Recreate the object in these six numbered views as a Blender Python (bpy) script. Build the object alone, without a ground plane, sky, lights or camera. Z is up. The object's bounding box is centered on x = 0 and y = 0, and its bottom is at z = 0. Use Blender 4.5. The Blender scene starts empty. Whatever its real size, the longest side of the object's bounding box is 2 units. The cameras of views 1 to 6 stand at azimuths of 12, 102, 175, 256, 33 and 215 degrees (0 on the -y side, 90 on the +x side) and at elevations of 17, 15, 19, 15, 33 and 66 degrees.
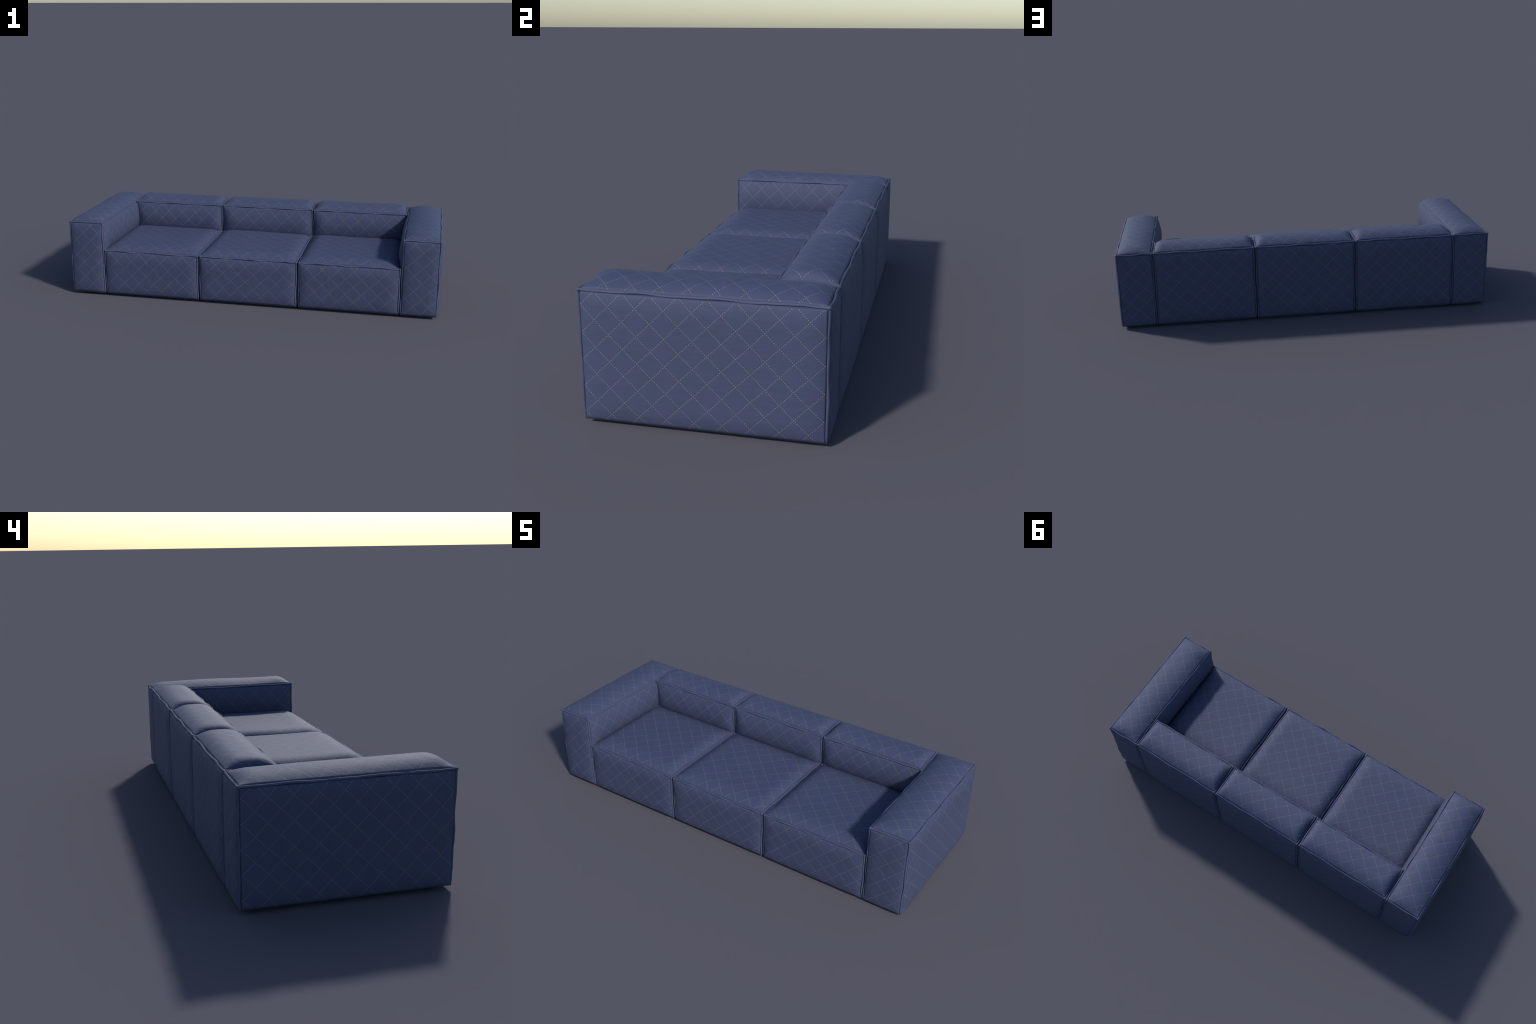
import bpy, math, random
import numpy as np
from mathutils import Matrix, Vector

# ------------------------------------------------------------------ sizes (m)
BOTTOM = 0.011           # height of the lower edge of the upholstery
TOP = 0.4130             # welt height on arms and backs
SEAT_TOP = 0.2600        # welt height on the seats
DEPTH = 0.3608           # half depth of the sofa
ARM_IN, ARM_OUT = 0.7990, 0.9903
BACK_FRONT = 0.1690
PITCH, HALF = 0.5330, 0.2645   # module spacing, half module width
DIAMOND = 0.0820         # quilting lattice: diagonal of one diamond
WELT = 0.0040            # half thickness of the welt
WELT_LENGTH = 0.0046     # half depth of its folded tape


# ------------------------------------------------------------------ materials
class Nodes:
    """Small helper for wiring math nodes."""
    def __init__(self, tree):
        self.t = tree

    def new(self, kind, **props):
        n = self.t.nodes.new(kind)
        for k, v in props.items():
            setattr(n, k, v)
        return n

    def put(self, socket, value):
        if isinstance(value, bpy.types.NodeSocket):
            self.t.links.new(value, socket)
        else:
            socket.default_value = value

    def math(self, op, a, b=None, c=None, clamp=False):
        n = self.new("ShaderNodeMath", operation=op, use_clamp=clamp)
        for s, v in zip(n.inputs, (a, b, c)):
            if v is not None:
                self.put(s, v)
        return n.outputs[0]

    def smooth(self, value, lo, hi, to_lo=0.0, to_hi=1.0):
        n = self.new("ShaderNodeMapRange", interpolation_type="SMOOTHSTEP")
        self.put(n.inputs["Value"], value)
        n.inputs["From Min"].default_value = lo
        n.inputs["From Max"].default_value = hi
        n.inputs["To Min"].default_value = to_lo
        n.inputs["To Max"].default_value = to_hi
        return n.outputs["Result"]

    def noise(self, vec, scale, detail=3.0, rough=0.55, stretch=(1, 1, 1)):
        m = self.new("ShaderNodeMapping")
        m.inputs["Scale"].default_value = stretch
        self.put(m.inputs["Vector"], vec)
        n = self.new("ShaderNodeTexNoise")
        self.put(n.inputs["Vector"], m.outputs[0])
        n.inputs["Scale"].default_value = scale
        n.inputs["Detail"].default_value = detail
        n.inputs["Roughness"].default_value = rough
        return n.outputs["Fac"]

    def mix(self, fac, a, b, blend="MIX"):
        n = self.new("ShaderNodeMix", data_type="RGBA", blend_type=blend)
        self.put(n.inputs["Factor"], fac)
        self.put(n.inputs["A"], a)
        self.put(n.inputs["B"], b)
        return n.outputs["Result"]


CLOTH_A = (0.0550, 0.0630, 0.131, 1)
CLOTH_B = (0.0490, 0.0650, 0.120, 1)
CLOTH_DARK = (0.044, 0.051, 0.107, 1)
THREAD = (0.250, 0.264, 0.312, 1)


def fabric(name, stitched, bias=0.0):
    """Denim-like blue cloth; stitched = quilted with a diamond lattice of pale stitches
    laid out on the panel's own plane (object x, y)."""
    mat = bpy.data.materials.new(name)
    mat.use_nodes = True
    t = mat.node_tree
    t.nodes.clear()
    N = Nodes(t)
    out = N.new("ShaderNodeOutputMaterial")
    bsdf = N.new("ShaderNodeBsdfPrincipled")
    t.links.new(bsdf.outputs[0], out.inputs[0])
    coords = N.new("ShaderNodeTexCoord")
    obj = coords.outputs["Object"]
    info = N.new("ShaderNodeObjectInfo")
    shift = N.new("ShaderNodeVectorMath", operation="ADD")
    N.put(shift.inputs[0], obj)
    rnd = N.math("MULTIPLY", info.outputs["Random"], 7.0)
    N.put(shift.inputs[1], rnd)
    turn = N.new("ShaderNodeMapping")
    turn.inputs["Rotation"].default_value = (0, 0, bias)
    N.put(turn.inputs["Vector"], shift.outputs[0])
    p = turn.outputs[0]

    # cloth colour: soft hue mottling, long slubs of the weave, fine grain
    mottle = N.smooth(N.noise(p, 22, 2.0, 0.5), 0.36, 0.64)
    slub = N.smooth(N.noise(p, 60, 3.0, 0.6, (0.16, 3.2, 1.0)), 0.35, 0.75)
    col = N.mix(mottle, CLOTH_A, CLOTH_B)
    col = N.mix(N.math("MULTIPLY", slub, 0.36), col, CLOTH_DARK)
    grain = N.noise(p, 700, 2.0, 0.6, (0.5, 1.4, 1.0))
    height = N.math("ADD", N.math("MULTIPLY", grain, 0.18), N.math("MULTIPLY", slub, 0.14))
    if stitched:
        sep = N.new("ShaderNodeSeparateXYZ")
        N.put(sep.inputs[0], obj)
        # gentle drift so that the rows are not ruler straight
        drift = N.math("MULTIPLY", N.math("SUBTRACT", N.noise(p, 9, 1.0), 0.5), 0.004)
        x = N.math("DIVIDE", N.math("ADD", sep.outputs["X"], drift), DIAMOND)
        y = N.math("DIVIDE", N.math("SUBTRACT", sep.outputs["Y"], drift), DIAMOND)
        a = N.math("ADD", x, y)
        b = N.math("SUBTRACT", x, y)
        side = DIAMOND / math.sqrt(2.0)

        def to_line(v, n=1.0):
            s = N.math("MULTIPLY", v, n)
            return N.math("MULTIPLY", N.math("ABSOLUTE", N.math("SUBTRACT", s, N.math("ROUND", s))), side / n)
        da, db = to_line(a), to_line(b)
        ea, eb = to_line(b, 8.0), to_line(a, 8.0)     # along-row position of each stitch

        def dots(across, along):
            r = N.math("SQRT", N.math("ADD",
                       N.math("POWER", N.math("DIVIDE", across, 0.0013), 2.0),
                       N.math("POWER", N.math("DIVIDE", along, 0.00175), 2.0)))
            return N.smooth(r, 0.45, 1.35, 1.0, 0.0)
        d1, d2 = dots(da, ea), dots(db, eb)
        # two rows cross: thread on thread shows brightest
        stitch = N.math("ADD", N.math("MULTIPLY", N.math("MAXIMUM", d1, d2), 0.72),
                        N.math("MULTIPLY", N.math("MINIMUM", d1, d2), 0.28))
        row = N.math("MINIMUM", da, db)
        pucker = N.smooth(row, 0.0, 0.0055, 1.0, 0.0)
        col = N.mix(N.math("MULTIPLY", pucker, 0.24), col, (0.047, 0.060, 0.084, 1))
        # rows run out where the cloth turns down into a seam
        flat = N.new("ShaderNodeSeparateXYZ")
        N.put(flat.inputs[0], coords.outputs["Normal"])
        stitch = N.math("MULTIPLY", stitch, N.smooth(flat.outputs["Z"], 0.40, 0.68))
        worn = N.math("MULTIPLY", stitch, N.smooth(N.noise(p, 120, 1.0), 0.25, 0.65, 0.70, 1.0))
        col = N.mix(worn, col, THREAD)
        height = N.math("ADD", height, N.math("MULTIPLY", stitch, 0.5))
        height = N.math("SUBTRACT", height, N.math("MULTIPLY", pucker, 0.40))
    else:
        col = N.mix(0.16, col, (0.10, 0.11, 0.19, 1))      # welt colour mixed a little paler than the panels
        # scraps of the quilting thread caught in the folded edge
        v = N.new("ShaderNodeTexVoronoi")
        v.inputs["Scale"].default_value = 42
        N.put(v.inputs["Vector"], p)
        col = N.mix(N.smooth(v.outputs["Distance"], 0.05, 0.13, 0.55, 0.0), col, THREAD)
    wrinkle = N.noise(p, 26, 2.0, 0.5, (1.0, 1.6, 1.0))
    height = N.math("ADD", height, N.math("MULTIPLY", wrinkle, 2.2))
    bump = N.new("ShaderNodeBump")
    bump.inputs["Strength"].default_value = 0.45
    bump.inputs["Distance"].default_value = 0.0012
    N.put(bump.inputs["Height"], height)
    N.put(bsdf.inputs["Normal"], bump.outputs[0])
    N.put(bsdf.inputs["Base Color"], col)
    bsdf.inputs["Roughness"].default_value = 0.72
    bsdf.inputs["Specular IOR Level"].default_value = 0.35
    return mat


def lining(name):
    mat = bpy.data.materials.new(name)
    mat.use_nodes = True
    t = mat.node_tree
    N = Nodes(t)
    bsdf = t.nodes["Principled BSDF"]
    obj = N.new("ShaderNodeTexCoord").outputs["Object"]
    n = N.noise(obj, 300, 2.0)
    N.put(bsdf.inputs["Base Color"], N.mix(n, (0.050, 0.056, 0.110, 1), (0.062, 0.068, 0.130, 1)))
    bsdf.inputs["Roughness"].default_value = 0.85
    return mat


QUILTED = fabric("quilted_blue_cloth", True)
BIAS = fabric("quilted_blue_cloth_on_the_bias", True, math.radians(45))
PLAIN = fabric("plain_blue_cloth", False)
LINING = lining("inner_lining")


# ------------------------------------------------------------------ mesh helpers
def make_object(name, verts, faces, mat, parent, frame=None, smooth=True):
    me = bpy.data.meshes.new(name)
    if frame is not None:
        inv = frame.inverted()
        verts = [inv @ Vector(v) for v in verts]
    me.from_pydata([tuple(v) for v in verts], [], faces)
    me.materials.append(mat)
    me.polygons.foreach_set("use_smooth", [smooth] * len(me.polygons))
    me.update()
    ob = bpy.data.objects.new(name, me)
    bpy.context.scene.collection.objects.link(ob)
    if parent is not None:
        ob.parent = parent
    if frame is not None:
        ob.matrix_world = frame
    return ob


def spaced(length, edge=0.012, fine=0.0012, coarse=0.010):
    """Grid stations along a panel: fine next to both borders, coarse inside."""
    s, step, pts = 0.0, fine, [0.0]
    half = length / 2
    while s < half:
        step = min(coarse, step * 1.12)
        s += step
        pts.append(s)
    pts = np.array(pts) * (half / pts[-1])
    return np.concatenate([pts, length - pts[-2::-1]])


def swell(d, w, p):
    return 1.0 - (1.0 - np.clip(d / w, 0, 1)) ** p


def waves(rng, count, scale):
    return [(rng.uniform(0.6, 1.0) * scale, rng.uniform(6, 17), rng.uniform(0, 6.28), rng.uniform(0, 6.28)) for _ in range(count)]


def panel(parent, corner, U, V, n, Lu, Lv, bulge, rng, welted, mark, grain_along_u=True, rise=((0.075, 2.9), (0.075, 2.9)), mat=None, sill=0.0):
    """One upholstered face. corner/U/V/n span the outer rectangle of the box face.
    welted: which borders (u0, u1, v0, v1) carry a welt: there the cloth dips into a groove.
    mark: (u, v) of one crossing of the quilting rows; the object's origin is set there."""
    ins, dip = 0.0068, 0.0120
    lo_u = ins if welted[0] else 0.0
    hi_u = ins if welted[1] else 0.0
    lo_v = ins if welted[2] else 0.0
    hi_v = ins if welted[3] else 0.0
    us = lo_u + spaced(Lu - lo_u - hi_u)
    vs = lo_v + spaced(Lv - lo_v - hi_v)
    uu, vv = np.meshgrid(us, vs, indexing="ij")
    du0, du1, dv0, dv1 = uu - lo_u, Lu - hi_u - uu, vv - lo_v, Lv - hi_v - vv
    (wu, pu), (wv, pv) = rise          # width and steepness of the rise from the borders
    wu, wv = min(wu, Lu * 0.5), min(wv, Lv * 0.5)
    fu = swell(np.minimum(du0, du1), wu, pu)
    if sill:                                    # swelling starts at this height up the face
        wv = (Lv - sill) * 0.55
        fv = swell(np.clip(np.minimum(vv - sill, dv1), 0, None), wv, 2.2)
    else:
        fv = swell(np.minimum(dv0, dv1), wv, pv)
    h = bulge * fu * fv
    groove = np.zeros_like(h)
    for d, on in ((du0, welted[0]), (du1, welted[1]), (dv0, welted[2]), (dv1, welted[3])):
        depth = dip if on else 0.007
        reach = 0.0050 if on else 0.014
        groove = np.maximum(groove, depth * (1 - np.clip(d / reach, 0, 1)) ** 2)
    # soft unevenness of the stuffing
    uneven = np.zeros_like(h)
    for amp, k, ph, ang in waves(rng, 6, 1.0):
        uneven += amp * np.sin(k * (uu * math.cos(ang) + vv * math.sin(ang)) + ph)
    h = h - groove + 0.0004 + (0.040 * bulge) * uneven * fu * fv
    C = np.array(corner); U = np.array(U, float); V = np.array(V, float); n = np.array(n, float)
    P = C + uu[..., None] * U + vv[..., None] * V + h[..., None] * n
    nu, nv = len(us), len(vs)
    faces = []
    flip = np.dot(np.cross(U, V), n) < 0
    for i in range(nu - 1):
        for j in range(nv - 1):
            q = (i * nv + j, (i + 1) * nv + j, (i + 1) * nv + j + 1, i * nv + j + 1)
            faces.append(q[::-1] if flip else q)
    X = U if grain_along_u else V
    Y = np.cross(n, X)
    O = C + mark[0] * U + mark[1] * V
    frame = Matrix(((X[0], Y[0], n[0], O[0]), (X[1], Y[1], n[1], O[1]), (X[2], Y[2], n[2], O[2]), (0, 0, 0, 1)))
    return make_object("fabric_panel", P.reshape(-1, 3), faces, mat or QUILTED, parent, frame)


def welt_mesh(lo, hi, rng, parent, sway=0.0024):
    """Flat-sided welt along the four top edges and the four upright edges of a box."""
    verts, faces = [], []
    ring = []                                   # folded tape pointing out along the diagonal
    half = 1 / math.sqrt(2)
    for k in range(16):
        a = 2 * math.pi * (k + 0.5) / 16
        c, q = math.cos(a), math.sin(a)
        r = (abs(c) ** 6 + abs(q) ** 6) ** (-1 / 6)
        out, across = c * r * WELT_LENGTH, q * r * WELT
        ring.append(((out - across) * half, (out + across) * half))

    def wobble(amp):
        # cloth folded over cord: slow sway with small kinks
        parts = [(rng.uniform(0.4, 1.0), rng.uniform(18, 34), rng.uniform(0, 6.28)),
                 (rng.uniform(0.2, 0.5), rng.uniform(45, 70), rng.uniform(0, 6.28)),
                 (rng.uniform(0.05, 0.15), rng.uniform(110, 160), rng.uniform(0, 6.28))]
        tot = sum(q[0] for q in parts)
        return lambda s: amp * sum(a * math.sin(k * s + ph) for a, k, ph in parts) / tot

    def run(p0, p1, n1, n2, free_end=False, sway=0.0021):
        p0, p1, n1, n2 = map(np.array, (p0, p1, n1, n2))
        L = np.linalg.norm(p1 - p0)
        t = (p1 - p0) / L
        cnt = max(12, int(L / 0.006))
        w1, w2 = wobble(sway), wobble(sway)
        size = wobble(0.12)
        base = len(verts)
        for i in range(cnt + 1):
            s = L * i / cnt
            fade = min(1.0, s / 0.05, 1.0 if free_end else (L - s) / 0.05)
            c = p0 + t * s - (n1 + n2) * ((WELT + WELT_LENGTH) / math.sqrt(2) - 0.0006) + n1 * w1(s) * fade + n2 * w2(s) * fade
            k = 1.0 + size(s)
            if free_end:
                k *= 0.55 + 0.45 * min(1.0, (L - s) / 0.02)
            for a, b in ring:
                verts.append(c + n1 * a * k + n2 * b * k)
        m = len(ring)
        for i in range(cnt):
            for j in range(m):
                faces.append((base + i * m + j, base + i * m + (j + 1) % m, base + (i + 1) * m + (j + 1) % m, base + (i + 1) * m + j))
        faces.append(tuple(base + j for j in range(m))[::-1])
        faces.append(tuple(base + cnt * m + j for j in range(m)))
    x0, y0, z0 = lo
    x1, y1, z1 = hi
    X, Y, Z = (1, 0, 0), (0, 1, 0), (0, 0, 1)
    mX, mY = (-1, 0, 0), (0, -1, 0)
    run((x0, y0, z1), (x1, y0, z1), mY, Z, sway=sway)
    run((x0, y1, z1), (x1, y1, z1), Y, Z, sway=0.0024)
    run((x0, y0, z1), (x0, y1, z1), mX, Z)
    run((x1, y0, z1), (x1, y1, z1), X, Z)
    for x, nx in ((x0, mX), (x1, X)):
        for y, ny in ((y0, mY), (y1, Y)):
            run((x, y, z1), (x, y, z0 + 0.001), nx, ny, True)
    ob = make_object("welt", verts, faces, PLAIN, parent)
    import bmesh
    bm = bmesh.new(); bm.from_mesh(ob.data)
    bmesh.ops.recalc_face_normals(bm, faces=bm.faces)
    bm.to_mesh(ob.data); bm.free()
    return ob


def core_box(name, lo, hi, parent):
    """Padding body inside the cover, with the slightly rounded underside it rests on."""
    import bmesh
    ins = 0.0085
    x0, y0 = lo[0] + ins, lo[1] + ins
    x1, y1 = hi[0] - ins, hi[1] - ins
    bm = bmesh.new()
    v = [bm.verts.new((x, y, z)) for z in (BOTTOM + 0.002, hi[2] - ins) for x, y in ((x0, y0), (x1, y0), (x1, y1), (x0, y1))]
    for q in ((3, 2, 1, 0), (4, 5, 6, 7), (0, 1, 5, 4), (1, 2, 6, 5), (2, 3, 7, 6), (3, 0, 4, 7)):
        bm.faces.new([v[i] for i in q])
    # underside swelling down to the floor
    a = 0.010
    low = [bm.verts.new((x, y, 0.0)) for x, y in ((x0 + a + 0.012, y0 + a + 0.012), (x1 - a - 0.006, y0 + a + 0.012), (x1 - a - 0.006, y1 - a - 0.006), (x0 + a + 0.012, y1 - a - 0.006))]
    mid = [bm.verts.new((x, y, 0.006)) for x, y in ((x0 + a, y0 + a), (x1 - a, y0 + a), (x1 - a, y1 - a), (x0 + a, y1 - a))]
    up = [bm.verts.new((x, y, BOTTOM + 0.004)) for x, y in ((x0 + a, y0 + a), (x1 - a, y0 + a), (x1 - a, y1 - a), (x0 + a, y1 - a))]
    bm.faces.new(low[::-1])
    for lo4, hi4 in ((low, mid), (mid, up)):
        for i in range(4):
            j = (i + 1) % 4
            bm.faces.new((lo4[i], lo4[j], hi4[j], hi4[i]))
    me = bpy.data.meshes.new(name)
    bm.to_mesh(me); bm.free()
    me.materials.append(LINING)
    ob = bpy.data.objects.new(name, me)
    bpy.context.scene.collection.objects.link(ob)
    ob.parent = parent
    return ob


# ------------------------------------------------------------------ assembly
sofa = bpy.data.objects.new("sofa", None)
bpy.context.scene.collection.objects.link(sofa)
sofa["label"] = "low three-seat navy blue quilted fabric sofa with square arms"
sofa["category"] = "sofa"


def module(name, lo, hi, bulges, seed, marks=None, grain=None, sills=(), crown=((0.075, 2.9), (0.075, 2.9))):
    """A boxy upholstered block. bulges: swelling of the faces
    front (-y), rear (+y), left (-x), right (+x), top (+z)."""
    rng = random.Random(seed)
    marks = marks or {}
    grain = grain or {}
    x0, y0, z0 = lo
    x1, y1, z1 = hi
    body = core_box(name, lo, hi, sofa)
    W, D, H = x1 - x0, y1 - y0, z1 - z0
    f, r, l, g, tp = bulges
    side = (True, True, False, True)
    faces = {
        "front": ((x0, y0, z0), (1, 0, 0), (0, 0, 1), (0, -1, 0), W, H, f, side),
        "rear": ((x0, y1, z0), (1, 0, 0), (0, 0, 1), (0, 1, 0), W, H, r, side),
        "left": ((x0, y0, z0), (0, 1, 0), (0, 0, 1), (-1, 0, 0), D, H, l, side),
        "right": ((x1, y0, z0), (0, 1, 0), (0, 0, 1), (1, 0, 0), D, H, g, side),
        "top": ((x0, y0, z1), (1, 0, 0), (0, 1, 0), (0, 0, 1), W, D, tp, (True,) * 4),
    }
    for key, (c, U, V, n, Lu, Lv, b, welted) in faces.items():
        if key in marks:       # world position of one crossing on this face
            q = Vector(marks[key]) - Vector(c)
            mark = (q.dot(Vector(U)), q.dot(Vector(V)))
        else:
            mark = (Lu * 0.5, Lv * 0.5)
        panel(body, c, U, V, n, Lu, Lv, b, rng, welted, mark, grain.get(key, False),
              mat=BIAS if key == "top" else QUILTED, rise=crown if key == "top" else ((0.075, 2.9), (0.075, 2.9)), sill=SEAT_TOP - 0.022 - z0 if key in sills else 0.0)
    welt_mesh(lo, hi, rng, body, 0.0034 if name == "seat" else 0.0024)
    return body


# One crossing of the quilting rows per visible face, given in world coordinates:
# (x, z) on fronts and rears, (y, z) on the arm sides, (x, y) on the tops.
module("armrest", (ARM_IN, -DEPTH, BOTTOM), (ARM_OUT, DEPTH, TOP),
       (0.009, 0.005, 0.019, 0.0095, 0.0245), 11, crown=((0.090, 2.4), (0.075, 2.9)), sills=("left",), grain={"right": True},
       marks={"right": (0, 0.0199, 0.3267), "left": (0, -0.1142, 0.331), "front": (0.9055, 0, 0.2712),
              "rear": (0.8913, 0, 0.2255 + 0.041), "top": (0.9237, -0.0807, 0)})
module("armrest", (-ARM_OUT, -DEPTH, BOTTOM), (-ARM_IN, DEPTH, TOP),
       (0.009, 0.005, 0.0095, 0.019, 0.0245), 12, crown=((0.090, 2.4), (0.075, 2.9)), sills=("right",),
       marks={"left": (0, 0.0210, 0.2520 + 0.041), "right": (0, -0.1142, 0.331), "front": (-0.9085, 0, 0.2712),
              "rear": (-0.8883, 0, 0.2625), "top": (-0.8637, -0.0187, 0)})
SEAT_FRONT = ((-0.5161, 0, 0.1673), (-0.0066, 0, 0.2190), (0.5632, 0, 0.1490))
SEAT_CROWN = ((-0.4791, -0.1105, 0), (0.0357, -0.1115, 0), (0.5075, -0.1918, 0))
BACK_FACE = ((-0.5086, 0, 0.3642), (0.0072, 0, 0.3245), (0.5265, 0, 0.3615))
BACK_REAR = ((-0.5441, 0, 0.2070), (-0.0243, 0, 0.2015), (0.5076, 0, 0.2460))
BACK_CROWN = ((-0.5094, 0.2400, 0), (0.0195, 0.2515, 0), (0.5406, 0.2455, 0))
for i in range(3):
    c = (i - 1) * PITCH
    module("seat", (c - HALF + 0.001, -DEPTH + 0.001, BOTTOM), (c + HALF - 0.001, BACK_FRONT, SEAT_TOP),
           (0.0105, 0.007, 0.008, 0.008, 0.0250), 20 + i, grain={"front": i == 1}, crown=((0.075, 2.9), (0.10, 2.7)),
           marks={"front": SEAT_FRONT[i], "top": SEAT_CROWN[i]})
    module("backrest", (c - HALF, BACK_FRONT + 0.001, BOTTOM), (c + HALF, DEPTH - 0.0005, TOP),
           (0.020, 0.0095, 0.008, 0.008, 0.0270), 30 + i, crown=((0.055, 3.2), (0.085, 2.7)), sills=("front",),
           grain={"front": i == 1, "rear": i == 2},
           marks={"front": BACK_FACE[i], "rear": BACK_REAR[i], "top": BACK_CROWN[i]})
